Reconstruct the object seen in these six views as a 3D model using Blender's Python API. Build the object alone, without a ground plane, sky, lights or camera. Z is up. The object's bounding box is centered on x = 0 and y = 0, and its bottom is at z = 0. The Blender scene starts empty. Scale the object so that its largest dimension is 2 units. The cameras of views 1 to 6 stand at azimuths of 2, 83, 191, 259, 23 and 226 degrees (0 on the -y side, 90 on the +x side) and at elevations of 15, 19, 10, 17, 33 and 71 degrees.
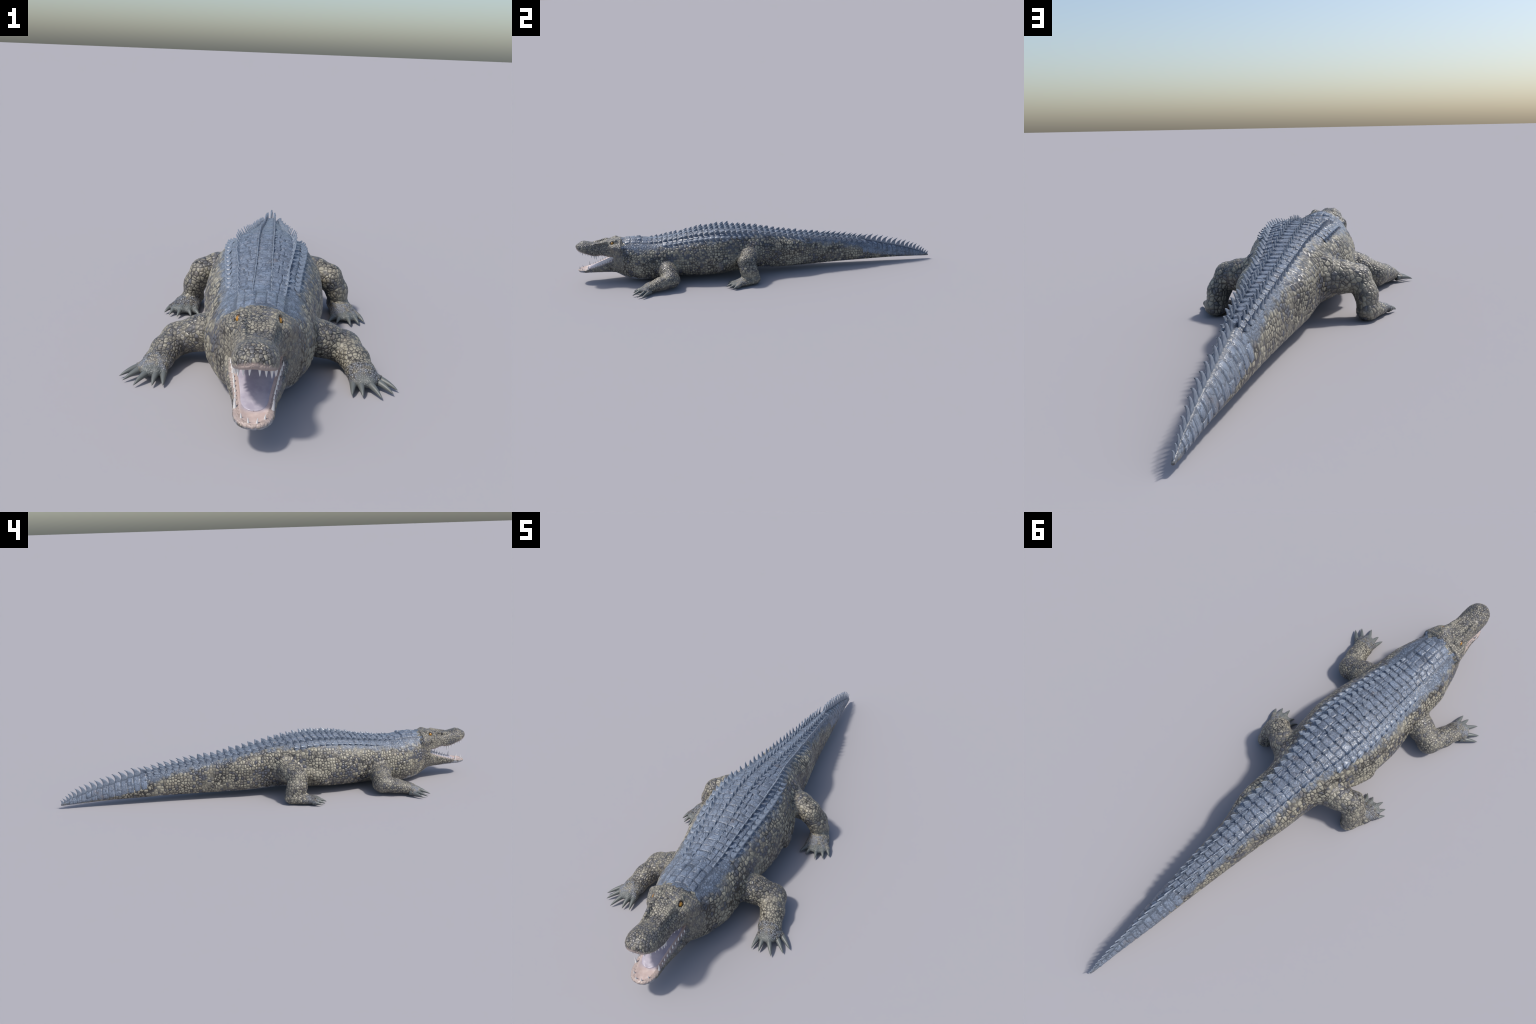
"""A crocodile lying with its jaws open: one smooth body (a blend of lofted
profiles and limb cones) split into anatomical parts, with bony scutes, keels,
claws, teeth, eyes and a tongue as pieces of their own."""
import bisect
import math
import random

import bpy
import bmesh
import numpy as np
from mathutils import Matrix, Vector
from mathutils import noise as mnoise
from mathutils.bvhtree import BVHTree

random.seed(7)
RNG = np.random.default_rng(7)
STEP = 0.004            # spacing of the field the skin is drawn from


# ------------------------------------------------------------------ profiles
def curve(*keys):
    """Smooth (monotone cubic) curve through (y, value) keys."""
    k = np.array(keys, float)
    x, v = k[:, 0], k[:, 1]
    dx, dv = np.diff(x), np.diff(v)
    s = dv / dx
    m = np.empty_like(v)
    m[0], m[-1] = s[0], s[-1]
    same = s[:-1] * s[1:] > 0
    w1, w2 = 2 * dx[1:] + dx[:-1], dx[1:] + 2 * dx[:-1]
    with np.errstate(divide="ignore", invalid="ignore"):
        m[1:-1] = np.where(same, (w1 + w2) / (w1 / s[:-1] + w2 / s[1:]), 0.0)

    xl, vl, ml = x.tolist(), v.tolist(), m.tolist()

    def f(q):
        if isinstance(q, float):
            q = min(max(q, xl[0]), xl[-1])
            i = min(max(bisect.bisect_left(xl, q) - 1, 0), len(xl) - 2)
            d = xl[i + 1] - xl[i]
            t = (q - xl[i]) / d
            return (vl[i] * (1 + 2 * t) * (1 - t) ** 2 + ml[i] * d * t * (1 - t) ** 2
                    + vl[i + 1] * t * t * (3 - 2 * t) + ml[i + 1] * d * t * t * (t - 1))
        q = np.clip(np.asarray(q, float), x[0], x[-1])
        i = np.clip(np.searchsorted(x, q) - 1, 0, len(x) - 2)
        t = (q - x[i]) / dx[i]
        return (v[i] * (1 + 2 * t) * (1 - t) ** 2 + m[i] * dx[i] * t * (1 - t) ** 2
                + v[i + 1] * t * t * (3 - 2 * t) + m[i + 1] * dx[i] * t * t * (t - 1))
    return f


# trunk, neck and tail: half width, top, bottom, height of the widest place
BODY_W = curve((-.806, .02), (-.80, .055), (-.788, .078), (-.76, .092), (-.74, .101), (-.68, .120), (-.63, .134),
               (-.57, .137), (-.50, .139), (-.45, .146), (-.38, .160), (-.32, .166), (-.26, .166), (-.20, .160),
               (-.14, .145), (-.07, .128), (0, .116), (.06, .104), (.145, .095), (.226, .083), (.285, .076),
               (.35, .069), (.45, .059), (.55, .050), (.64, .042), (.73, .033), (.82, .022), (.925, .011), (.985, .006), (1.0, .004))
BODY_T = curve((-.806, .220), (-.78, .230), (-.74, .235), (-.70, .238), (-.655, .234), (-.61, .226), (-.55, .224),
               (-.50, .230), (-.45, .236), (-.40, .245), (-.32, .257), (-.25, .263), (-.20, .264), (-.12, .257),
               (0, .240), (.08, .224), (.175, .208), (.27, .194), (.36, .182), (.45, .169), (.55, .154), (.615, .139), (.66, .128),
               (.72, .112), (.78, .097), (.835, .083), (.88, .070), (.925, .055), (.955, .044), (.985, .028), (1.0, .021))
BODY_B = curve((-.806, .070), (-.78, .046), (-.76, .030), (-.74, .018), (-.70, .004), (-.66, -.001), (-.60, .002),
               (-.50, .009), (-.38, .007), (-.26, .006), (-.15, .012), (-.05, .020), (.03, .021), (.2, .019),
               (.36, .021), (.55, .022), (.74, .022), (.93, .016), (1.0, .012))
BODY_C = curve((-.806, .13), (-.70, .108), (-.60, .098), (-.36, .098), (-.2, .107), (0, .112), (.1, .092), (.2, .080), (.5, .070), (.8, .045),
               (1.0, .017))
BODY_P = curve((-.806, 1.95), (-.7, 1.88), (-.6, 1.95), (-.5, 2.25), (-.35, 2.2), (-.2, 2.3), (.1, 2.35), (.5, 2.1), (.65, 1.7), (1.0, 1.6))
BODY_PD = curve((-.806, 2.5), (-.55, 2.5), (-.42, 2.1), (-.05, 2.1), (.10, 2.6), (1.0, 2.6))
# upper jaw
SNOUT_W = curve((-1.001, .003), (-.998, .015), (-.99, .030), (-.975, .041), (-.95, .0475), (-.925, .0480), (-.89, .047),
                (-.86, .049), (-.83, .056), (-.80, .066), (-.78, .076), (-.75, .085))
SNOUT_T = curve((-1.001, .205), (-.998, .210), (-.99, .215), (-.97, .223), (-.945, .225), (-.92, .221), (-.89, .2155),
                (-.87, .2155), (-.845, .2225), (-.82, .2280), (-.79, .231), (-.75, .234))
LIP = curve((-1.001, .195), (-.995, .187), (-.98, .179), (-.96, .170), (-.935, .1605), (-.905, .150), (-.89, .1485), (-.865, .1515), (-.84, .146), (-.82, .142),
            (-.80, .143), (-.75, .141))
# lower jaw
JAW_W = curve((-1.0, .004), (-.997, .016), (-.99, .027), (-.975, .037), (-.955, .043), (-.93, .044), (-.90, .048),
              (-.87, .056), (-.84, .063), (-.80, .072), (-.75, .088))
RIM = curve((-1.0, .068), (-.99, .073), (-.96, .076), (-.94, .0805), (-.917, .0865), (-.87, .1025), (-.824, .120), (-.79, .132), (-.75, .141))
JAW_B = curve((-1.0, .063), (-.99, .057), (-.96, .053), (-.90, .051), (-.85, .050), (-.80, .047), (-.77, .036), (-.75, .026))
# cavity between the jaws
MOUTH_W = curve((-.990, .004), (-.984, .017), (-.97, .027), (-.94, .034), (-.90, .038), (-.85, .047), (-.81, .052),
                (-.79, .050), (-.77, .038), (-.752, .010))


def smin(a, b, k):
    h = np.clip(0.5 + 0.5 * (b - a) / k, 0, 1)
    return b + (a - b) * h - k * h * (1 - h)


def smax(a, b, k):
    return -smin(-a, -b, k)


def loft(X, Y, Z, W, T, B, C, p_up, p_down, y0, y1):
    """Signed field of a tube along y with a superelliptic section."""
    y = np.clip(Y, y0, y1)
    w, c = np.maximum(W(y), .002), C(y)
    up, down = np.maximum(T(y) - c, .002), np.maximum(c - B(y), .002)
    pu = p_up(y) if callable(p_up) else p_up
    above = Z >= c
    h = np.where(above, up, down)
    pd = p_down(y) if callable(p_down) else p_down
    p = np.where(above, pu, pd)
    ax, az = np.abs(X) / w, np.abs(Z - c) / h
    q = (ax ** p + az ** p + 1e-9) ** (1 / p)
    # first-order distance: (q - 1) over the length of its gradient
    qq = np.maximum(q, .05)
    gx = (ax / qq) ** (p - 1) / w
    gz = (az / qq) ** (p - 1) / h
    d = (q - 1) / np.sqrt(gx ** 2 + gz ** 2 + 1e-6)
    d = np.maximum(d, -.08)
    over = np.maximum(np.maximum(y0 - Y, Y - y1), 0)
    return np.where(over > 0, np.sqrt(np.maximum(d, 0) ** 2 + over ** 2), d)


def cone(X, Y, Z, a, b, ra, rb, squash=(1, 1, 1)):
    """Round cone from a to b; squash stretches space round its axis."""
    s = np.array(squash, float)
    a, b = np.array(a) * s, np.array(b) * s
    px, py, pz = X * s[0] - a[0], Y * s[1] - a[1], Z * s[2] - a[2]
    ab = b - a
    t = np.clip((px * ab[0] + py * ab[1] + pz * ab[2]) / (ab @ ab), 0, 1)
    return (np.sqrt((px - t * ab[0]) ** 2 + (py - t * ab[1]) ** 2 + (pz - t * ab[2]) ** 2) - (ra + (rb - ra) * t)) / s.max()


def ball(X, Y, Z, c, r):
    r = np.array(r, float)
    q = np.sqrt(((X - c[0]) / r[0]) ** 2 + ((Y - c[1]) / r[1]) ** 2 + ((Z - c[2]) / r[2]) ** 2 + 1e-9)
    return (q - 1) * r.min()


# claw tips and the places where the claws leave the toes
FRONT_TIP = [(.224, -.694), (.250, -.697), (.294, -.701), (.325, -.675), (.338, -.651)]
FRONT_TOE = [(.230, -.648, .016), (.247, -.655, .019), (.268, -.655, .021), (.287, -.634, .019), (.296, -.615, .016)]
HIND_TIP = [(.193, -.188), (.218, -.193), (.259, -.206), (.285, -.192), (.302, -.172)]
HIND_TOE = [(.209, -.164, .012), (.228, -.169, .014), (.252, -.172, .016), (.273, -.163, .014), (.287, -.146, .012)]


def forelimb(X, Y, Z):
    d = cone(X, Y, Z, (.090, -.518, .092), (.155, -.504, .071), .054, .048, (1, 1, 1.08))
    d = smin(d, cone(X, Y, Z, (.155, -.506, .071), (.214, -.494, .049), .047, .043, (1, 1, 1.08)), .015)
    d = smin(d, cone(X, Y, Z, (.214, -.494, .048), (.237, -.550, .041), .043, .036, (1, 1, 1.12)), .015)
    d = smin(d, cone(X, Y, Z, (.237, -.550, .041), (.250, -.605, .030), .037, .034, (1, 1, 1.35)), .015)
    d = smin(d, cone(X, Y, Z, (.250, -.605, .028), (.262, -.634, .022), .034, .030, (1, 1, 1.75)), .012)
    for toe in FRONT_TOE:
        root = (.256 + .6 * (toe[0] - .262), -.628, .024)
        d = smin(d, cone(X, Y, Z, root, toe, .012, .0102), .006)
    return d


def hindlimb(X, Y, Z):
    d = cone(X, Y, Z, (.085, -.040, .120), (.150, -.066, .121), .056, .045)
    d = smin(d, cone(X, Y, Z, (.150, -.064, .121), (.194, -.089, .116), .045, .037), .02)
    d = smin(d, cone(X, Y, Z, (.198, -.086, .115), (.221, -.075, .070), .038, .033, (1.05, .78, 1)), .012)
    d = smin(d, cone(X, Y, Z, (.222, -.075, .070), (.228, -.060, .030), .033, .030, (1.05, .71, 1)), .015)
    d = smin(d, cone(X, Y, Z, (.226, -.054, .022), (.240, -.110, .020), .030, .033, (1, 1, 1.5)), .015)
    d = smin(d, cone(X, Y, Z, (.240, -.110, .018), (.250, -.145, .014), .035, .034, (1, 1, 2.6)), .012)
    for toe in HIND_TOE:
        root = (.242 + .75 * (toe[0] - .250), -.128, .018)
        d = smin(d, cone(X, Y, Z, root, toe, .011, .0088), .006)
    return d


def trunk(X, Y, Z):
    d = loft(X, Y, Z, BODY_W, BODY_T, BODY_B, BODY_C, BODY_P, BODY_PD, -.806, 1.0) + .0012 * np.clip((.9 - Y) / .3, 0, 1)
    # loose skin fold along the flank, before the thigh
    fold = cone(X, Y, Z, (.104, -.035, .165), (.153, -.22, .085), .022, .016)
    d = smin(d, fold, .022)
    d = smin(d, cone(X, Y, Z, (.140, -.150, .105), (.156, -.235, .060), .012, .010), .018)
    d = smin(d, ball(X, Y, Z, (.062, .150, .140), (.035, .100, .040)), .028)
    # muscle behind the thigh
    return smin(d, cone(X, Y, Z, (.064, -.03, .112), (.056, .09, .105), .038, .030), .02)


def upper_jaw(X, Y, Z):
    d = loft(X, Y, Z, SNOUT_W, SNOUT_T, LIP, lambda y: LIP(y) + .34 * (SNOUT_T(y) - LIP(y)), 2.35, 5.5, -1.001, -.755)
    d = smin(d, cone(X, Y, Z, (.031, -.818, .217), (.036, -.786, .226), .009, .013), .016)    # brow
    d = smin(d, ball(X, Y, Z, (.012, -.960, .2185), (.011, .015, .009)), .008)                  # nostril mound
    d = smin(d, cone(X, Y, Z, (.026, -.900, .2135), (.034, -.835, .225), .005, .007), .012)    # ridge before the eye
    d = smin(d, cone(X, Y, Z, (.058, -.80, .196), (.070, -.755, .190), .012, .016), .02)       # cheek bone
    return d


def lower_jaw(X, Y, Z):
    return loft(X, Y, Z, JAW_W, RIM, JAW_B, lambda y: JAW_B(y) + .62 * (RIM(y) - JAW_B(y)), 5.0, 2.2, -1.0, -.755)


def mouth(X, Y, Z):
    top = lambda y: LIP(y) + .006
    low = lambda y: RIM(y) - np.interp(y, [-1, -.95, -.85, -.75], [.003, .005, .007, .009])
    return loft(X, Y, Z, MOUTH_W, top, low, lambda y: .5 * (top(y) + low(y)), 4.0, 4.0, -.990, -.752)


def skin(X, Y, Z):
    """The whole skin for x >= 0; the other side mirrors it."""
    d = trunk(X, Y, Z)
    if Y.min() < -.40 and Y.max() > -.72:
        d = smin(d, forelimb(X, Y, Z), .016)
    if Y.max() > -.26 and Y.min() < .12:
        d = smin(d, hindlimb(X, Y, Z), .016)
    head = Y < -.70
    if head.any():
        h = smin(upper_jaw(X, Y, Z), lower_jaw(X, Y, Z), .006)
        d = np.where(head, smin(d, h, .014), d)
        d = np.where(head, smax(d, -mouth(X, Y, Z), .004), d)
        d = np.where(head, smax(d, -ball(X, Y, Z, (.0440, -.799, .2195), (.0085, .0105, .0095)), .003), d)  # eye socket
        d = np.where(head, smax(d, -ball(X, Y, Z, (.010, -.966, .229), (.0035, .005, .008)), .003), d)   # nostril
    return d


def surface_net(F, origin, h):
    """Quad mesh of the zero level of a sampled field."""
    neg = F < 0
    n = [s - 1 for s in F.shape]
    corners = [(i, j, k) for i in (0, 1) for j in (0, 1) for k in (0, 1)]
    count = np.zeros(n, np.int8)
    for i, j, k in corners:
        count += neg[i:i + n[0], j:j + n[1], k:k + n[2]]
    cells = np.argwhere((count > 0) & (count < 8))
    index = np.full(n, -1, np.int64)
    index[tuple(cells.T)] = np.arange(len(cells))
    total, hits = np.zeros((len(cells), 3)), np.zeros(len(cells))
    for a in corners:
        for axis in range(3):
            if a[axis]:
                continue
            b = list(a)
            b[axis] = 1
            fa = F[tuple((cells + a).T)]
            fb = F[tuple((cells + b).T)]
            cross = (fa < 0) != (fb < 0)
            t = np.where(cross, fa / np.where(cross, fa - fb, 1), 0)
            p = np.repeat(np.array(a, float)[None], len(cells), 0)
            p[:, axis] = t
            total += p * cross[:, None]
            hits += cross
    verts = (cells + total / hits[:, None]) * h + origin
    quads = []
    for axis in range(3):
        u, v = [(1, 2), (2, 0), (0, 1)][axis]
        lo = [slice(None)] * 3
        hi = [slice(None)] * 3
        lo[axis], hi[axis] = slice(0, -1), slice(1, None)
        cross = neg[tuple(lo)] != neg[tuple(hi)]
        e = np.argwhere(cross)
        e = e[(e[:, u] > 0) & (e[:, v] > 0) & (e[:, u] < n[u]) & (e[:, v] < n[v])]
        du, dv = np.eye(3, dtype=int)[u], np.eye(3, dtype=int)[v]
        q = np.stack([index[tuple((e - o).T)] for o in (0 * du, du, du + dv, dv)], 1)
        flip = ~neg[tuple(e.T)]
        q[flip] = q[flip][:, ::-1]
        quads.append(q)
    return verts, np.vstack(quads)


def grow_skin():
    xs = np.arange(0, .372, STEP) + STEP / 2
    ys = np.arange(-1.012, 1.016, STEP)
    zs = np.arange(-.012, .284, STEP)
    half = np.ones((len(xs), len(ys), len(zs)))
    for j in range(0, len(ys), 50):
        block = ys[j:j + 50]
        wide = xs if block[0] < .06 else xs[xs < .14]
        X, Y, Z = np.meshgrid(wide, block, zs, indexing="ij")
        half[:len(wide), j:j + 50] = skin(X, Y, Z)
    F = np.concatenate([half[::-1], half], 0)
    return surface_net(F, np.array([-xs[-1], ys[0], zs[0]]), STEP)


def mesh_from(name, verts, faces, smooth=True):
    me = bpy.data.meshes.new(name)
    verts = np.asarray(verts, np.float32)
    faces = np.asarray(faces, np.int32)
    k = faces.shape[1]
    me.vertices.add(len(verts))
    me.vertices.foreach_set("co", verts.ravel())
    me.loops.add(faces.size)
    me.loops.foreach_set("vertex_index", faces.ravel())
    me.polygons.add(len(faces))
    me.polygons.foreach_set("loop_start", np.arange(0, faces.size, k, dtype=np.int32))
    me.polygons.foreach_set("use_smooth", np.full(len(faces), smooth))
    me.update(calc_edges=True)
    return me


def add(name, data, parent=None, material=None):
    ob = bpy.data.objects.new(name, data)
    bpy.context.scene.collection.objects.link(ob)
    if parent is not None:
        ob.parent = parent
    if material is not None and not data.materials:
        data.materials.append(material)
    return ob


# ----------------------------------------------------------------- node tools
class Nodes:
    """Short hand for building a node tree."""

    def __init__(self, tree):
        self.t = tree
        self.field = tree.bl_idname == "GeometryNodeTree"

    def new(self, kind, values=(), **settings):
        n = self.t.nodes.new(kind)
        for k, v in settings.items():
            setattr(n, k, v)
        for k, v in (values.items() if isinstance(values, dict) else enumerate(values)):
            if v is None:
                continue
            if isinstance(v, bpy.types.NodeSocket):
                self.t.links.new(v, n.inputs[k])
            else:
                n.inputs[k].default_value = v
        return n

    def math(self, op, a, b=None, c=None, clamp=False):
        return self.new("ShaderNodeMath", [a, b, c], operation=op, use_clamp=clamp).outputs[0]

    def step(self, v, lo, hi, to0=0.0, to1=1.0):
        return self.new("ShaderNodeMapRange", {"Value": v, "From Min": lo, "From Max": hi, "To Min": to0, "To Max": to1},
                        interpolation_type="SMOOTHSTEP").outputs[0]

    def mix(self, f, a, b, blend="MIX"):
        n = self.t.nodes.new("ShaderNodeMix")
        n.data_type, n.blend_type = "RGBA", blend
        for s, v in ((n.inputs[0], f), (n.inputs[6], a), (n.inputs[7], b)):
            if isinstance(v, bpy.types.NodeSocket):
                self.t.links.new(v, s)
            elif isinstance(v, (tuple, list)):
                s.default_value = (*v, 1)
            else:
                s.default_value = v
        return n.outputs[2]

    def scaled(self, vector, by):
        n = self.t.nodes.new("ShaderNodeVectorMath")
        n.operation = "MULTIPLY"
        self.t.links.new(vector, n.inputs[0])
        n.inputs[1].default_value = by
        return n.outputs[0]

    def noise(self, vector, scale, detail=3, rough=.55):
        return self.new("ShaderNodeTexNoise", {"Vector": vector, "Scale": scale, "Detail": detail, "Roughness": rough}).outputs[0]

    def voronoi(self, vector, scale, feature, randomness):
        return self.new("ShaderNodeTexVoronoi", {"Vector": vector, "Scale": scale, "Randomness": randomness}, feature=feature)

    def along(self, value, keys, lo, hi):
        """A curve of the body's length, read by a float curve node."""
        t = self.new("ShaderNodeMapRange", {"Value": value, "From Min": -1.02, "From Max": 1.02}).outputs[0]
        n = self.new("ShaderNodeFloatCurve", {"Value": t})
        c = n.mapping.curves[0]
        pts = [((y + 1.02) / 2.04, (v - lo) / (hi - lo)) for y, v in keys]
        while len(c.points) < len(pts):
            c.points.new(.5, .5)
        for p, xy in zip(c.points, pts):
            p.location = xy
        n.mapping.update()
        return self.new("ShaderNodeMapRange", {"Value": n.outputs[0], "To Min": lo, "To Max": hi}).outputs[0]


# the scale patterns: stretch of space, cells per metre, regularity
FLANK = ((.40, 1.0, 1.0), 72.0, .66)
LIMB = ((1.0, 1.0, 1.0), 80.0, .74)
ARM = ((1.0, 1.0, 1.0), 104.0, .76)
FOOT = ((1.0, 1.0, 1.0), 205.0, .85)
HEAD = ((1.0, 1.0, .75), 122.0, .78)
BAND = ((.8, 1.0, 1.0), 120.0, .85)


def scale_height(n, co, pattern):
    """0 in the grooves, 1 on the scales."""
    stretch, size, rand = pattern
    edge = n.voronoi(n.scaled(co, stretch), size, "DISTANCE_TO_EDGE", rand).outputs["Distance"]
    return n.step(edge, .0, .28)


def relief_group():
    """Raises each scale of the skin from its grooves."""
    g = bpy.data.node_groups.new("scale_relief", "GeometryNodeTree")
    g.interface.new_socket("Geometry", in_out="INPUT", socket_type="NodeSocketGeometry")
    g.interface.new_socket("Geometry", in_out="OUTPUT", socket_type="NodeSocketGeometry")
    n = Nodes(g)
    gin, gout = g.nodes.new("NodeGroupInput"), g.nodes.new("NodeGroupOutput")
    co = n.new("GeometryNodeInputPosition").outputs[0]
    total = None
    for name, pattern in (("flank", FLANK), ("limb", LIMB), ("arm", ARM), ("foot", FOOT), ("head", HEAD), ("band", BAND)):
        weight = n.new("GeometryNodeInputNamedAttribute", {"Name": name}, data_type="FLOAT").outputs[0]
        part = n.math("MULTIPLY", scale_height(n, co, pattern), weight)
        total = part if total is None else n.math("ADD", total, part)
    normal = n.new("GeometryNodeInputNormal").outputs[0]
    shift = n.t.nodes.new("ShaderNodeVectorMath")
    shift.operation = "SCALE"
    g.links.new(normal, shift.inputs[0])
    g.links.new(total, shift.inputs["Scale"])
    put = n.new("GeometryNodeSetPosition")
    g.links.new(gin.outputs[0], put.inputs["Geometry"])
    g.links.new(shift.outputs[0], put.inputs["Offset"])
    g.links.new(put.outputs[0], gout.inputs[0])
    return g


# ------------------------------------------------------------------ materials
def principled(name):
    m = bpy.data.materials.new(name)
    m.use_nodes = True
    t = m.node_tree
    t.nodes.clear()
    n = Nodes(t)
    out = t.nodes.new("ShaderNodeOutputMaterial")
    b = t.nodes.new("ShaderNodeBsdfPrincipled")
    t.links.new(b.outputs[0], out.inputs[0])
    co = t.nodes.new("ShaderNodeTexCoord").outputs["Object"]
    return m, n, b, co


PALE, TAN, SLATE, GROOVE = (.365, .338, .258), (.208, .191, .150), (.086, .090, .108), (.022, .019, .016)
BLUE, BLUE_DARK, BLUE_PALE = (.185, .226, .295), (.115, .140, .185), (.29, .32, .37)
ARMOUR_EDGE = [(-1.02, .33), (-.770, .33), (-.738, .205), (-.70, .182), (-.60, .186), (-.45, .198), (-.30, .214), (-.20, .228), (-.10, .230),
               (0, .220), (.12, .202), (.20, .185), (.37, .150), (.50, .127), (.62, .092), (.71, .060), (.80, .041), (.90, .026), (1.02, .018)]
BELLY_EDGE = [(-1.02, .068), (-.90, .060), (-.80, .052), (-.70, .030), (-.5, .018), (-.2, .018), (-.02, .040), (.06, .036), (.15, .026), (.6, .024), (1.02, .0)]
SEAM = [(-1.02, 0), (-.745, 0), (-.735, .062), (-.6, .062), (-.45, .067), (-.35, .077), (-.25, .084), (-.15, .081), (-.07, .069), (0, .061), (.1, .053),
        (.25, .044), (.4, .037), (.5, .032), (.6, .026), (.7, .030), (1.02, .030)]


def blue_colour(n, co):
    """Weathered slate blue of the bony armour, with brown and pale flecks."""
    a = n.noise(co, 38, 5, .65)
    c = n.mix(n.step(a, .38, .66), BLUE_DARK, BLUE)
    c = n.mix(n.step(n.noise(n.scaled(co, (1, .5, 1)), 90, 4, .6), .52, .75, 0, .75), c, BLUE_PALE)
    return n.mix(n.step(n.noise(co, 24, 3, .6), .60, .75, 0, .65), c, (.155, .130, .125))


def skin_material(name, pattern, armour=False, belly=False, lips=None, contrast=1.0, blue_tint=0.0, toes=None, seam_width=.14):
    m, n, b, co = principled(name)
    stretch, size, rand = pattern
    space = n.scaled(co, stretch)
    cell = n.voronoi(space, size, "F1", rand)
    tone = n.new("ShaderNodeSeparateColor", [cell.outputs["Color"]])
    r, g = tone.outputs[0], tone.outputs[1]
    groove = n.voronoi(space, size, "DISTANCE_TO_EDGE", rand).outputs["Distance"]
    patch = n.noise(co, 9, 4, .6)
    # each scale takes its tone from its own chance and from the patch it lies in
    mood = n.math("ADD", n.math("MULTIPLY", n.math("SUBTRACT", r, .5), .42), patch)
    scale = n.mix(n.step(mood, .31, .47), SLATE, TAN)
    scale = n.mix(n.step(mood, .48, .66, 0, .95), scale, PALE)
    scale = n.mix(n.step(g, .86, .93, 0, .4), scale, (.26, .215, .155))
    scale = n.mix(1 - contrast, scale, (.205, .190, .158))
    scale = n.mix(n.step(n.noise(co, 70, 3), .35, .65, 0, blue_tint), scale, (.20, .23, .29))
    fine = n.noise(co, 260, 3, .6)
    scale = n.mix(n.step(fine, .3, .7, .22, 0), scale, GROOVE)
    # some fields of skin are worn smooth: their grooves are fainter
    worn = n.step(n.noise(co, 12, 2, .5), .44, .64, 1, .38)
    # pebbles are round: the skin between them is dark, also at their corners
    corner = n.step(cell.outputs["Distance"], .55, .77, 0, 1)
    edge = n.math("MULTIPLY", n.math("MAXIMUM", n.step(groove, .025, seam_width, 1, 0), n.math("MULTIPLY", corner, .8 if seam_width > .12 else .45)), worn)
    soft = n.mix(n.math("MULTIPLY", n.step(groove, .02, .28, .35, 0), worn), scale, SLATE)
    colour = n.mix(n.math("MULTIPLY", edge, .95), soft, GROOVE)
    xyz = n.new("ShaderNodeSeparateXYZ", [co])
    x, y, z = xyz.outputs
    height = n.step(groove, 0, .28)
    rough = n.step(patch, .3, .7, .30, .46)
    jitter = n.math("MULTIPLY", n.math("SUBTRACT", n.noise(co, 34, 4), .5), .07)
    if toes is not None:
        # bare horny skin of the toes and the web between them
        bare = n.step(n.math("ADD", y, n.math("MULTIPLY", jitter, .5)), toes - .006, toes + .008, .92, 0)
        colour = n.mix(bare, colour, n.mix(n.step(fine, .3, .7), (.100, .109, .106), (.160, .170, .163)))
    if belly:
        edge_z = n.along(y, BELLY_EDGE, 0, .4)
        under = n.step(n.math("ADD", n.math("SUBTRACT", z, edge_z), jitter), -.006, .006, 1, 0)
        plate = n.mix(n.step(n.math("ABSOLUTE", n.math("SUBTRACT", n.math("FRACT", n.math("MULTIPLY", y, 34)), .5)), .0, .06), (.10, .105, .11), (.30, .31, .34))
        colour = n.mix(under, colour, plate)
    if armour:
        blue = blue_colour(n, co)
        pebble = n.voronoi(n.scaled(co, BAND[0]), BAND[1], "DISTANCE_TO_EDGE", BAND[2]).outputs["Distance"]
        blue = n.mix(n.step(pebble, .02, .16, .5, 0), blue, (.028, .032, .040))
        ragged = n.math("ADD", y, n.math("MULTIPLY", n.math("SUBTRACT", n.noise(co, 42, 4), .5), .07))
        edge_z = n.along(ragged, ARMOUR_EDGE, 0, .4)
        over = n.step(n.math("ADD", n.math("SUBTRACT", z, edge_z), jitter), -.018, .014)
        colour = n.mix(over, colour, blue)
        # between the scutes of the back the skin is a dark seam
        seam = n.step(n.math("SUBTRACT", n.math("ABSOLUTE", x), n.along(y, SEAM, 0, .1)), -.004, .004, .8, 0)
        colour = n.mix(n.math("MULTIPLY", seam, n.step(n.math("SUBTRACT", z, edge_z), .012, .02)), colour, (.072, .086, .112))
        rough = n.math("ADD", rough, n.math("MULTIPLY", over, .06))
    if lips:
        keys, lo, side = lips
        line = n.along(y, keys, 0, .4)
        away = n.math("MULTIPLY", n.math("SUBTRACT", z, line), side)
        near = n.step(n.math("ADD", away, n.math("MULTIPLY", jitter, .12)), lo * .2, lo, .85, 0)
        ahead = n.step(y, -.815, -.797, 1, 0)
        colour = n.mix(n.math("MULTIPLY", near, ahead), colour, (.39, .31, .28))
    n.t.links.new(colour, b.inputs["Base Color"])
    n.t.links.new(rough, b.inputs["Roughness"])
    b.inputs["Specular IOR Level"].default_value = .45
    bump = n.new("ShaderNodeBump", {"Strength": .55, "Distance": .0012, "Height": n.math("ADD", height, n.math("MULTIPLY", fine, .3))})
    n.t.links.new(bump.outputs[0], b.inputs["Normal"])
    return m


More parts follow.
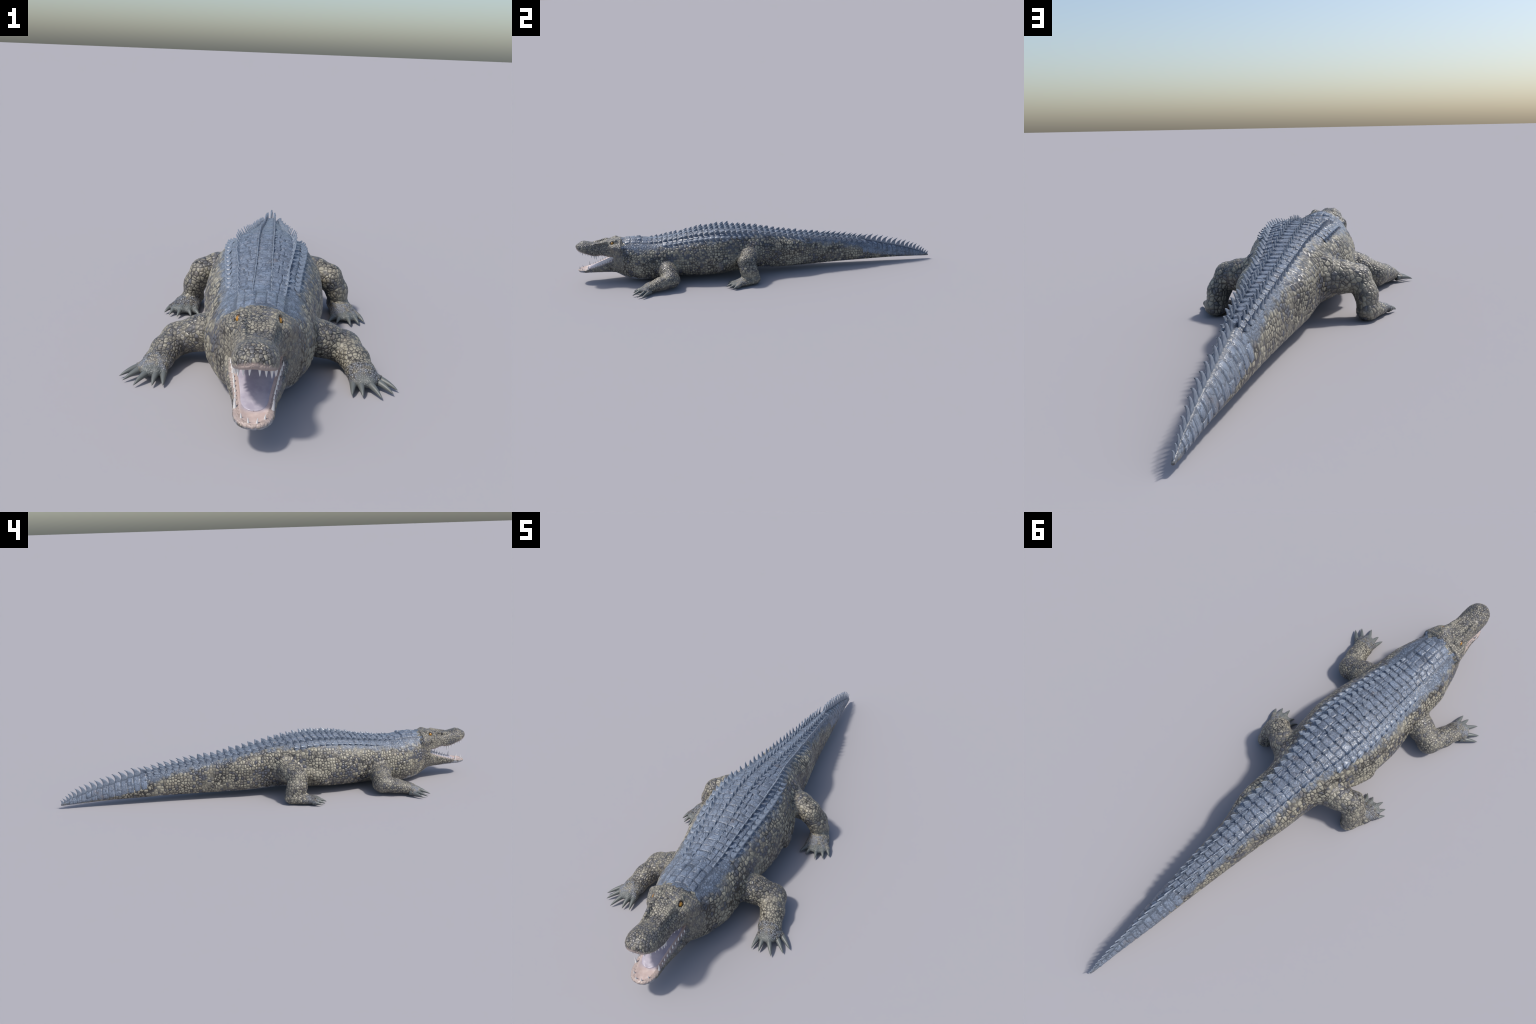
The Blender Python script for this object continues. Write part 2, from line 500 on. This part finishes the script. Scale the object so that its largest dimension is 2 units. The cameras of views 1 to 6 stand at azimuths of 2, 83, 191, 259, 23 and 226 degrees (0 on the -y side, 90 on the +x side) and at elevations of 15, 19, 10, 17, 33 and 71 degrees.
def scute_material():
    m, n, b, co = principled("bony_scute")
    info = n.new("ShaderNodeObjectInfo").outputs["Random"]
    blue = blue_colour(n, co)
    blue = n.mix(n.step(info, 0, 1, 0, .35), blue, (.160, .180, .220))
    # hairline cracks and wrinkles
    wave = n.new("ShaderNodeTexNoise", {"Vector": co, "Scale": 60.0, "Detail": 3.0}).outputs["Color"]
    bent = n.new("ShaderNodeVectorMath", [n.scaled(co, (.8, 1.0, .3)), n.scaled(wave, (.012, .012, .012))], operation="ADD").outputs[0]
    vor = n.voronoi(bent, 75, "DISTANCE_TO_EDGE", 1.0).outputs["Distance"]
    crack = n.step(vor, .01, .06, .6, 0)
    blue = n.mix(crack, blue, (.030, .034, .042))
    n.t.links.new(blue, b.inputs["Base Color"])
    n.t.links.new(n.step(n.noise(co, 60, 2), .3, .7, .24, .44), b.inputs["Roughness"])
    b.inputs["Specular IOR Level"].default_value = .45
    wr = n.noise(n.scaled(co, (1, .35, 1)), 210, 4, .6)
    bump = n.new("ShaderNodeBump", {"Strength": .5, "Distance": .0015, "Height": n.math("ADD", wr, n.math("MULTIPLY", n.step(vor, 0, .15), .5))})
    n.t.links.new(bump.outputs[0], b.inputs["Normal"])
    return m


def plain_material(name, dark, light, scale=60, rough=.4, spec=.5, bump=.2):
    m, n, b, co = principled(name)
    a = n.noise(co, scale, 4, .6)
    n.t.links.new(n.mix(n.step(a, .35, .65), dark, light), b.inputs["Base Color"])
    b.inputs["Roughness"].default_value = rough
    b.inputs["Specular IOR Level"].default_value = spec
    bm = n.new("ShaderNodeBump", {"Strength": bump, "Distance": .001, "Height": n.noise(co, scale * 4, 3)})
    n.t.links.new(bm.outputs[0], b.inputs["Normal"])
    return m


def mouth_material():
    m, n, b, co = principled("mouth_lining")
    x, y, z = n.new("ShaderNodeSeparateXYZ", [co]).outputs
    a = n.noise(co, 40, 4, .6)
    pink = n.mix(n.step(a, .35, .7), (.46, .36, .325), (.56, .455, .415))
    deep = n.mix(n.step(a, .35, .7), (.31, .29, .35), (.42, .38, .43))
    inner = n.math("MULTIPLY", n.step(n.math("ABSOLUTE", x), .018, .036, 1, 0), n.step(y, -.955, -.93))
    n.t.links.new(n.mix(inner, pink, deep), b.inputs["Base Color"])
    b.inputs["Roughness"].default_value = .32
    b.inputs["Subsurface Weight"].default_value = .08
    b.inputs["Subsurface Radius"].default_value = (.006, .003, .002)
    bm = n.new("ShaderNodeBump", {"Strength": .3, "Distance": .001, "Height": n.noise(co, 120, 3)})
    n.t.links.new(bm.outputs[0], b.inputs["Normal"])
    return m


def eye_material():
    m, n, b, co = principled("amber_eye")
    x, y, z = n.new("ShaderNodeSeparateXYZ", [co]).outputs
    ring = n.math("SQRT", n.math("ADD", n.math("POWER", y, 2), n.math("POWER", z, 2)))
    amber = n.mix(n.step(n.noise(co, 3, 3), .35, .65), (.36, .155, .008), (.52, .26, .020))
    amber = n.mix(n.step(ring, .70, .92), amber, (.10, .05, .012))
    slit = n.math("SQRT", n.math("ADD", n.math("POWER", n.math("MULTIPLY", y, 8.0), 2), n.math("POWER", n.math("MULTIPLY", z, 1.3), 2)))
    amber = n.mix(n.step(slit, .42, .52, 1, 0), amber, (.030, .036, .012))
    n.t.links.new(amber, b.inputs["Base Color"])
    b.inputs["Roughness"].default_value = .18
    b.inputs["Coat Weight"].default_value = .5
    return m


SKIN_TRUNK = skin_material("flank_skin", FLANK, armour=True, belly=True)
SKIN_LIMB = skin_material("hindlimb_skin", LIMB, contrast=.75, seam_width=.10)
SKIN_ARM = skin_material("forelimb_skin", ARM, contrast=.7, seam_width=.10)
SKIN_HAND = skin_material("forefoot_skin", FOOT, contrast=.6, blue_tint=.7, toes=-.651)
SKIN_FOOT = skin_material("hind_foot_skin", FOOT, contrast=.6, blue_tint=.7, toes=-.158)
SKIN_HEAD = skin_material("head_skin", HEAD, armour=True, contrast=.65, seam_width=.095, lips=([(y, float(LIP(y))) for y in np.linspace(-1.0, -.76, 13)], .013, 1))
SKIN_JAW = skin_material("jaw_skin", HEAD, belly=True, contrast=.6, lips=([(y, float(RIM(y))) for y in np.linspace(-1.0, -.76, 13)], .0070, -1))
SCUTE = scute_material()
KEEL = plain_material("horn_keel", (.140, .170, .215), (.205, .240, .300), 3, .36)
CLAW = plain_material("horn_claw", (.088, .097, .094), (.140, .152, .146), 50, .36)
TOOTH = plain_material("tooth_ivory", (.62, .60, .58), (.78, .77, .75), 80, .3)
TONGUE = plain_material("tongue_flesh", (.33, .30, .355), (.43, .395, .44), 30, .33, bump=.3)
MOUTH = mouth_material()
EYE = eye_material()

# ---------------------------------------------------------------- the animal
croc = bpy.data.objects.new("crocodile", None)
bpy.context.scene.collection.objects.link(croc)
croc.empty_display_size = .1
croc["label"] = "large grey-brown scaly crocodile with open jaws and spiny blue-grey back"
croc["category"] = "crocodile"

verts, quads = grow_skin()
base = mesh_from("whole_skin", verts, quads)
whole = add("whole_skin", base)

# how strongly each scale pattern shows, vertex by vertex
A = np.abs(verts)
vx, vy, vz = A[:, 0], verts[:, 1], verts[:, 2]
d_body = trunk(vx, vy, vz)
d_limb = np.minimum(forelimb(vx, vy, vz), hindlimb(vx, vy, vz))
limb = np.clip((d_body - d_limb) / .02 + .5, 0, 1)
foot = limb * np.where(vy < -.4, np.clip((-.600 - vy) / .02, 0, 1), np.clip((.040 - vz) / .012, 0, 1) * np.clip((-.095 - vy) / .02, 0, 1))
head = np.clip((-.745 - vy) / .02, 0, 1)
inside = np.where(vy < -.75, np.clip((.004 - mouth(vx, vy, vz)) / .003, 0, 1), 0)
edge_y, edge_v = np.array(ARMOUR_EDGE).T
plated = np.clip((vz - np.interp(vy, edge_y, edge_v)) / .012 + .5, 0, 1) * (1 - limb) * (1 - head)
belly = np.clip((.03 - vz) / .012, 0, 1)
amount = {
    "flank": .0015 * (1 - limb) * (1 - head) * (1 - plated) * (1 - .8 * belly) * np.clip(BODY_W(vy) / .08, .35, 1),
    "limb": .0010 * np.clip(limb - foot, 0, 1) * (vy > -.4),
    "arm": .0009 * np.clip(limb - foot, 0, 1) * (vy < -.4),
    "foot": .0006 * foot * np.clip((.012 + vz) / .01, 0, 1),
    "head": .0009 * head * (1 - inside) * np.clip(np.minimum(np.abs(vz - LIP(vy)), np.abs(vz - RIM(vy))) / .012, 0, 1),
    "band": .0012 * plated * (vy < .62),
}
for key, value in amount.items():
    base.attributes.new(key, "FLOAT", "POINT").data.foreach_set("value", np.ascontiguousarray(value, np.float32))
sub = whole.modifiers.new("smooth", "SUBSURF")
sub.levels = sub.render_levels = 1
whole.modifiers.new("relief", "NODES").node_group = relief_group()
graph = bpy.context.evaluated_depsgraph_get()
final = bpy.data.meshes.new_from_object(whole.evaluated_get(graph))
bpy.data.objects.remove(whole)

nv = len(final.vertices)
V = np.empty(nv * 3, np.float32)
final.vertices.foreach_get("co", V)
V = V.reshape(-1, 3).astype(float)
V[:, 2] = np.maximum(V[:, 2], 0)      # feet and belly rest flat
N = np.empty(nv * 3, np.float32)
final.vertices.foreach_get("normal", N)
N = N.reshape(-1, 3)
Q = np.empty(len(final.loops), np.int32)
final.loops.foreach_get("vertex_index", Q)
Q = Q.reshape(-1, 4)
tree = BVHTree.FromPolygons(V.tolist(), Q.tolist())

centre = V[Q].mean(1)
cx, cy, cz = centre.T
ax = np.abs(cx)
d_body, d_fore, d_hind = trunk(ax, cy, cz), forelimb(ax, cy, cz), hindlimb(ax, cy, cz)
side = np.where(cx > 0, 1, -1)
is_fore = (cy < -.40) & (cy > -.74) & (d_fore < d_body)
is_hind = (cy > -.25) & (cy < .06) & (d_hind < d_body)
is_hand = is_fore & (cy < -.610)
is_foot = is_hind & (cy < -.100 - .4 * (cz - .02)) & (cz < .042)
lips_mid = .5 * (LIP(cy) + RIM(cy))
is_mouth = (cy < -.745) & (mouth(ax, cy, cz) < .0035)
is_head = (cy < -.745) & ~is_mouth
is_jaw = is_head & (cz < lips_mid)
is_head &= ~is_jaw
rest = ~(is_fore | is_hind | is_mouth | is_head | is_jaw)


def take(name, mask, material, parent=croc):
    faces = Q[mask]
    used, local = np.unique(faces, return_inverse=True)
    me = mesh_from(name, V[used], local.reshape(-1, 4))
    ob = add(name, me, parent, material)
    me.normals_split_custom_set_from_vertices(N[used].tolist())
    return ob


neck = take("neck", rest & (cy < -.58), SKIN_TRUNK)
torso = take("torso", rest & (cy >= -.58) & (cy < .03), SKIN_TRUNK)
tail = take("tail", rest & (cy >= .03), SKIN_TRUNK)
head_ob = take("head", is_head, SKIN_HEAD)
jaw_ob = take("lower_jaw", is_jaw, SKIN_JAW)
mouth_ob = take("mouth_lining", is_mouth, MOUTH)
limbs = {}
for s in (1, -1):
    limbs["fore", s] = take("forelimb", is_fore & ~is_hand & (side == s), SKIN_ARM)
    limbs["hand", s] = take("forefoot", is_hand & (side == s), SKIN_HAND, limbs["fore", s])
    limbs["hind", s] = take("hindlimb", is_hind & ~is_foot & (side == s), SKIN_LIMB)
    limbs["foot", s] = take("hind_foot", is_foot & (side == s), SKIN_FOOT, limbs["hind", s])


# ------------------------------------------------------------- back armour
def on_back(x, y, lift=0.0):
    """Point of the skin over (x, y) on the back, its outward direction."""
    c = float(BODY_C(y))
    t = float(BODY_T(y)) - c
    reach = max(t, float(BODY_W(y)))
    ang = math.atan2(x, t)
    out = Vector((math.sin(ang), 0, math.cos(ang)))
    hit, nor, _, _ = tree.ray_cast(Vector((0, y, c)) + out * .4, -out)
    if hit is None:
        hit, nor = Vector((0, y, c)) + out * reach, out
    return hit + out * lift, out


def on_side(ang, y, lift=0.0):
    c = float(BODY_C(y))
    out = Vector((math.sin(ang), 0, math.cos(ang)))
    hit, nor, _, _ = tree.ray_cast(Vector((0, y, c)) + out * .4, -out)
    if hit is None:
        hit = Vector((0, y, c)) + out * .01
    return hit + out * lift, out


CENTRAL = curve((-.70, .026), (-.6, .024), (-.4, .021), (-.2, .021), (0, .020), (.2, .018), (.4, .017), (.55, .014), (.64, .004))
LATERAL = curve((-.70, .060), (-.6, .062), (-.45, .068), (-.35, .078), (-.25, .085), (-.15, .082), (-.07, .070), (0, .062), (.1, .054),
                (.25, .045), (.4, .038), (.5, .033), (.6, .026), (.66, .020))
FIN = curve((-.62, .007), (-.5, .009), (-.35, .014), (-.25, .018), (-.1, .018), (.2, .018), (.4, .020), (.5, .022), (.6, .026), (.63, .034),
            (.76, .034), (.84, .033), (.90, .030), (.95, .021), (1.0, .013))


def wander(a, y):
    """Rows and lines of the armour are never quite straight."""
    p = Vector((a, y, 0))
    return (a + .0022 * mnoise.noise(p * 48 + Vector((7, 1, 0))), y + .0046 * mnoise.noise(p * 38) + .0018 * mnoise.noise(p * 120))


def scute(place, y0, y1, a0, a1, height, parent, ridge=0.0, cells=(7, 8)):
    """A low bony plate that lies on the skin between two rows and two lines."""
    nu, nv_ = cells
    c = .035 + .03 * random.random()
    jig = [random.uniform(-.10, .10) for _ in range(4)]
    height *= random.uniform(.7, 1.3)
    pts, faces = [], []
    for j in range(nv_):
        for i in range(nu):
            u, v = -1 + 2 * i / (nu - 1), -1 + 2 * j / (nv_ - 1)
            rim = max(abs(u), abs(v)) > .999
            # crowd the outer rings so that the edge is a short bevel
            uu, vv = math.sin(u * math.pi / 2) * .96 if abs(u) < .999 else u, math.sin(v * math.pi / 2) * .96 if abs(v) < .999 else v
            pu = uu * (1 - c * vv * vv) + .5 * jig[0] * vv + jig[1] * (1 - uu * uu) * vv
            pv = vv * (1 - c * uu * uu) + .5 * jig[2] * uu + .12 * (1 - uu * uu) + jig[3] * uu * uu
            y = .5 * (y0 + y1) + .5 * (y1 - y0) * pv * .980
            a = .5 * (a0(y) + a1(y)) + .5 * (a1(y) - a0(y)) * pu * .998
            if rim:
                lift = -.0014
            else:
                lift = height * (.75 + .35 * vv - .25 * uu * uu) + ridge * abs(uu) ** 3 * max(0, .4 + vv)
            if place is on_back:
                a, y = wander(a, y)
            p, _ = place(a, y, lift)
            pts.append(p)
    for j in range(nv_ - 1):
        for i in range(nu - 1):
            k = j * nu + i
            faces.append((k, k + 1, k + nu + 1, k + nu))
    me = mesh_from("scute", [tuple(p) for p in pts], faces)
    nrm = me.polygons[(nu - 1) * (nv_ // 2) + nu // 2].normal
    if nrm.dot(place(a0(.5 * (y0 + y1)), .5 * (y0 + y1))[1]) < 0:
        me.flip_normals()
    return add("scute", me, parent, SCUTE)


def fin_mesh(seed, flare, lean):
    """Shark-fin keel, one unit long and one high, leaning to the rear (+y)."""
    r = random.Random(seed)
    lean += .14 * r.random()
    rings, around, pts, faces = 9, 12, [], []
    for i in range(rings):
        t = (i / (rings - 1)) ** .9
        front = -.52 + (1.0 + lean) * (1 - math.sqrt(max(0, 1 - t ** 1.35)))
        rear = .50 - (.03 + .12 * max(0, lean)) * math.sin(math.pi * t) + lean * t ** 2
        if i == rings - 1:
            front = rear - .10
        half = .12 * (1 - (.62 if lean < .2 else .28) * t) + flare * math.exp(-t / .10)
        for j in range(around):
            w = 2 * math.pi * j / around
            s = math.copysign(abs(math.sin(w)) ** .9, math.sin(w))
            pts.append((half * s * (1 + .10 * r.uniform(-1, 1)), .5 * (front + rear) - .5 * (rear - front) * math.cos(w), t * (1 + .03 * r.uniform(-1, 1)) + (-.25 if i == 0 else 0)))
    for i in range(rings - 1):
        for j in range(around):
            k = (j + 1) % around
            faces.append((i * around + j, i * around + k, (i + 1) * around + k, (i + 1) * around + j))
    me = bpy.data.meshes.new("keel")
    me.from_pydata(pts, [], faces + [tuple(range((rings - 1) * around, rings * around))])
    bm = bmesh.new()
    bm.from_mesh(me)
    bmesh.ops.recalc_face_normals(bm, faces=bm.faces)
    bm.to_mesh(me)
    bm.free()
    me.polygons.foreach_set("use_smooth", [True] * len(me.polygons))
    me.materials.append(KEEL)
    return me


FINS = [fin_mesh(i, .20, -.06) for i in range(5)]
BLADES = [fin_mesh(10 + i, .03, .34) for i in range(4)]


def keel(x, y, length, height, tilt, thick=1.0, parent=torso, kinds=FINS):
    spot, out = on_back(x, y)
    up = Vector((out.x * tilt + random.uniform(-.05, .05), -.04, out.z)).normalized()
    ahead, _ = on_back(x, y - .01)
    behind, _ = on_back(x, y + .01)
    back = (behind - ahead).normalized()
    right = back.cross(up).normalized()
    back = up.cross(right).normalized()
    ob = add("keel", random.choice(kinds), parent)
    ob.matrix_world = Matrix((
        (right.x * length * thick, back.x * length, up.x * height, spot.x),
        (right.y * length * thick, back.y * length, up.y * height, spot.y),
        (right.z * length * thick, back.z * length, up.z * height, spot.z), (0, 0, 0, 1)))
    return ob


def owner(y):
    return neck if y < -.58 else torso if y < .03 else tail


rows, y = [], -.610
while y < .59:
    rows.append(y)
    y += float(np.interp(y, [-.6, -.3, .0, .6], [.0265, .029, .0325, .030]))
rows.append(y)
for y0, y1 in zip(rows, rows[1:]):
    ym = .5 * (y0 + y1)
    part, shift = owner(ym), 0.0
    lift = float(np.interp(ym, [-.6, -.5, .4, .6], [.0016, .0026, .0026, .002]))
    shift = random.uniform(-.002, .002)
    scute(on_back, y0 + shift, y1 + shift, lambda q: -CENTRAL(q) * .98, lambda q: CENTRAL(q) * .98, lift, part, ridge=.005)
    halves = 2 if LATERAL(ym) - CENTRAL(ym) > .032 else 1
    for s in (1, -1):
        cut = [random.uniform(-.45, .45) if 0 < k < halves else 0 for k in range(halves + 1)]
        for k in range(halves):
            shift = random.uniform(-.0035, .0035)
            f0, f1 = (k + cut[k]) / halves, (k + 1 + cut[k + 1]) / halves
            scute(on_back, y0 + shift, y1 + shift + random.uniform(-.0015, .0015),
                  lambda q: s * (CENTRAL(q) + f0 * (LATERAL(q) - CENTRAL(q))), lambda q: s * (CENTRAL(q) + f1 * (LATERAL(q) - CENTRAL(q))),
                  lift, part, ridge=.004)
        # the keels stand at the rear edge of each row
        h = float(FIN(ym)) * random.uniform(.85, 1.12)
        kinds = BLADES if ym > .36 else FINS
        keel(s * float(CENTRAL(ym)), y1 - .010, (y1 - y0) * random.uniform(.66, .82) * (1 if ym < .3 else 1.15), h, .25, .85, part, kinds)
        if ym < .60:
            hl = float(np.interp(ym, [-.6, -.45, -.2, .1, .45, .6], [.010, .015, .021, .020, .020, .011])) * random.uniform(.82, 1.15)
            keel(s * float(LATERAL(ym)), y1 - .012, (y1 - y0) * random.uniform(.75, .98), hl, 1.0, 1.0, part)
        if -.53 < ym < -.10:
            # outermost, lower row along the edge of the armour
            xo = float(LATERAL(ym)) + float(np.interp(ym, [-.53, -.4, -.2, -.03], [.034, .036, .038, .030]))
            keel(s * xo * 1.12, y1 - .013, (y1 - y0) * random.uniform(.75, 1.0), random.uniform(.008, .012), 1.4, 1.7, part)
            scute(on_back, y0 + shift, y1 + shift, lambda q: s * (LATERAL(q) + .004), lambda q: s * (LATERAL(q) + .030), random.uniform(.001, .003), part, ridge=.001)

# smooth neck shield: broad plates without keels, two of them bossed
nape = [-.737, -.706, -.675, -.645, -.610]
for y0, y1 in zip(nape, nape[1:]):
    edges = [-.066, -.040, -.013, .013, .040, .066]
    for a, b in zip(edges, edges[1:]):
        boss = .0055 if y0 < -.66 and y0 > -.69 and abs(abs(a + b) / 2 - .0265) < .005 else .0018
        shift = random.uniform(-.006, .006)
        scute(on_back, y0 + shift, y1 + shift, lambda q: a, lambda q: b, boss, neck)

# single crest of the tail, and the tall plates that ring its sides
y, tail_rows = rows[-1] + .001, []
while y < .988:
    pitch = float(np.interp(y, [.62, .74, .80, .86, .92, .95, 1.0], [.031, .029, .027, .024, .020, .014, .011]))
    keel(0, y + .4 * pitch, pitch * 1.08, float(FIN(y)) * random.uniform(.95, 1.06), 0, .80, tail, BLADES)
    tail_rows.append((y, pitch))
    y += pitch
for y, pitch in tail_rows:
    if y > .955:
        break
    top = .07
    low = float(np.interp(y, [.60, .75, .9, 1.0], [1.45, 1.9, 2.3, 2.5]))
    cut, split = random.uniform(.38, .66), random.random() < .55
    for s in (1, -1):
        for f0, f1 in (((0, cut), (cut, 1)) if split else ((0, 1),)):
            scute(on_side, y, y + pitch, lambda q: s * (top + f0 * (low - top)), lambda q: s * (top + f1 * (low - top)), .0016, tail, cells=(7, 7))


# ------------------------------------------------------- claws, teeth, eyes
def horn_mesh(name, bend, base, rings=9, around=12, blunt=.0, flat=1.0):
    """Curved tapering horn: one unit long towards +y, bending to -z."""
    pts, faces = [], []
    for i in range(rings):
        t = i / (rings - 1)
        rad = base * ((1 - t) ** .8 * (1 - blunt) + blunt * math.sqrt(max(0, 1 - t ** 4))) + .002
        z = bend * (math.sin(math.pi * min(t * .9, 1)) * .8)
        for j in range(around):
            w = 2 * math.pi * j / around
            pts.append((rad * math.cos(w), t, z + rad * flat * math.sin(w)))
    for i in range(rings - 1):
        for j in range(around):
            k = (j + 1) % around
            faces.append((i * around + j, (i + 1) * around + j, (i + 1) * around + k, i * around + k))
    me = bpy.data.meshes.new(name)
    me.from_pydata(pts, [], faces + [tuple(range((rings - 1) * around, rings * around)), tuple(range(around))])
    bm = bmesh.new()
    bm.from_mesh(me)
    bmesh.ops.recalc_face_normals(bm, faces=bm.faces)
    bm.to_mesh(me)
    bm.free()
    me.polygons.foreach_set("use_smooth", [True] * len(me.polygons))
    return me


def aim(ob, root, tip, width, up=Vector((0, 0, 1))):
    root, tip = Vector(root), Vector(tip)
    y = tip - root
    length = y.length
    y.normalize()
    x = y.cross(up).normalized()
    z = x.cross(y)
    ob.matrix_world = Matrix(((x.x * width, y.x * length, z.x * width, root.x), (x.y * width, y.y * length, z.y * width, root.y),
                              (x.z * width, y.z * length, z.z * width, root.z), (0, 0, 0, 1)))


LONG_CLAW = horn_mesh("claw", .55, 1.0, blunt=.15)
LONG_CLAW.materials.append(CLAW)
for s in (1, -1):
    for tip, toe in zip(FRONT_TIP, FRONT_TOE):
        root = (s * (toe[0] * 1.3 - tip[0] * .3), toe[1] * 1.3 - tip[1] * .3, toe[2] - .001)
        aim(add("claw", LONG_CLAW, limbs["fore", s]), root, (s * tip[0], tip[1], .002), .0112)
    for tip, toe in zip(HIND_TIP, HIND_TOE):
        root = (s * (toe[0] * 1.4 - tip[0] * .4), toe[1] * 1.4 - tip[1] * .4, toe[2])
        aim(add("claw", LONG_CLAW, limbs["hind", s]), root, (s * tip[0], tip[1], .002), .0098)

FANG = horn_mesh("tooth", .12, 1.0, rings=7, around=10, blunt=.1)
FANG.materials.append(TOOTH)
LOWER = [(-.990, .0085, .012), (-.975, .0235, .012), (-.940, .0385, .021), (-.920, .039, .006), (-.908, .040, .008), (-.894, .0415, .009),
         (-.881, .044, .011), (-.867, .046, .012), (-.854, .048, .010), (-.840, .051, .012), (-.826, .054, .009), (-.812, .057, .008)]
UPPER = [(-.988, .0095, .013), (-.979, .022, .014), (-.966, .033, .016), (-.950, .040, .008), (-.936, .0425, .009), (-.918, .042, .012),
         (-.904, .0405, .017), (-.894, .040, .018), (-.880, .040, .008), (-.862, .041, .007), (-.846, .044, .006), (-.830, .048, .005)]
for s in (1, -1):
    for y, x, h in LOWER:
        z = float(RIM(y)) - .004
        aim(add("tooth", FANG, jaw_ob), (s * x, y, z), (s * (x + .10 * h), y - (.25 * h if y < -.97 else .05 * h), z + h + .004), .0015 + .11 * h, Vector((0, 1, 0)))
    for y, x, h in UPPER:
        z = float(LIP(y)) + .005
        aim(add("tooth", FANG, head_ob), (s * x, y, z), (s * (x + .06 * h), y + .05 * h, z - h - .005), .0016 + .15 * h, Vector((0, 1, 0)))

ball_mesh = bpy.data.meshes.new("eye")
bm = bmesh.new()
bmesh.ops.create_uvsphere(bm, u_segments=32, v_segments=20, radius=1)
bm.to_mesh(ball_mesh)
bm.free()
ball_mesh.polygons.foreach_set("use_smooth", [True] * len(ball_mesh.polygons))
ball_mesh.materials.append(EYE)
for s in (1, -1):
    ob = add("eye", ball_mesh, head_ob)
    ob.scale = (.0086, .0086, .0086)
    ob.location = (s * .0420, -.7995, .2195)
    ob.rotation_euler = (0, 0, math.radians(-12 if s > 0 else 192))

# tongue: a broad flat pad on the floor of the lower jaw
rings, around, pts, faces = 24, 20, [], []
for i in range(rings):
    t = (i / (rings - 1)) ** 1.8
    y = -.945 + .16 * t
    wide = float(MOUTH_W(y)) * .86 * math.sqrt(max(1e-4, min(1, 1 - (1 - min(1, t * 5)) ** 2))) + .0005
    floor = float(RIM(y)) - float(np.interp(y, [-1, -.95, -.85, -.75], [.003, .005, .007, .009]))
    for j in range(around):
        w = 2 * math.pi * j / around
        cw, sw = math.cos(w), math.sin(w)
        pts.append((wide * math.copysign(abs(cw) ** .7, cw), y, floor + .001 + .0055 * math.copysign(abs(sw) ** .8, sw) * min(1, t * 6 + .2) - (.0015 * math.exp(-(cw * 4) ** 2) if sw > 0 else 0)))
for i in range(rings - 1):
    for j in range(around):
        k = (j + 1) % around
        faces.append((i * around + j, (i + 1) * around + j, (i + 1) * around + k, i * around + k))
tongue_mesh = mesh_from("tongue", pts, faces)
bm = bmesh.new()
bm.from_mesh(tongue_mesh)
bmesh.ops.recalc_face_normals(bm, faces=bm.faces)
bm.to_mesh(tongue_mesh)
bm.free()
add("tongue", tongue_mesh, jaw_ob, TONGUE)
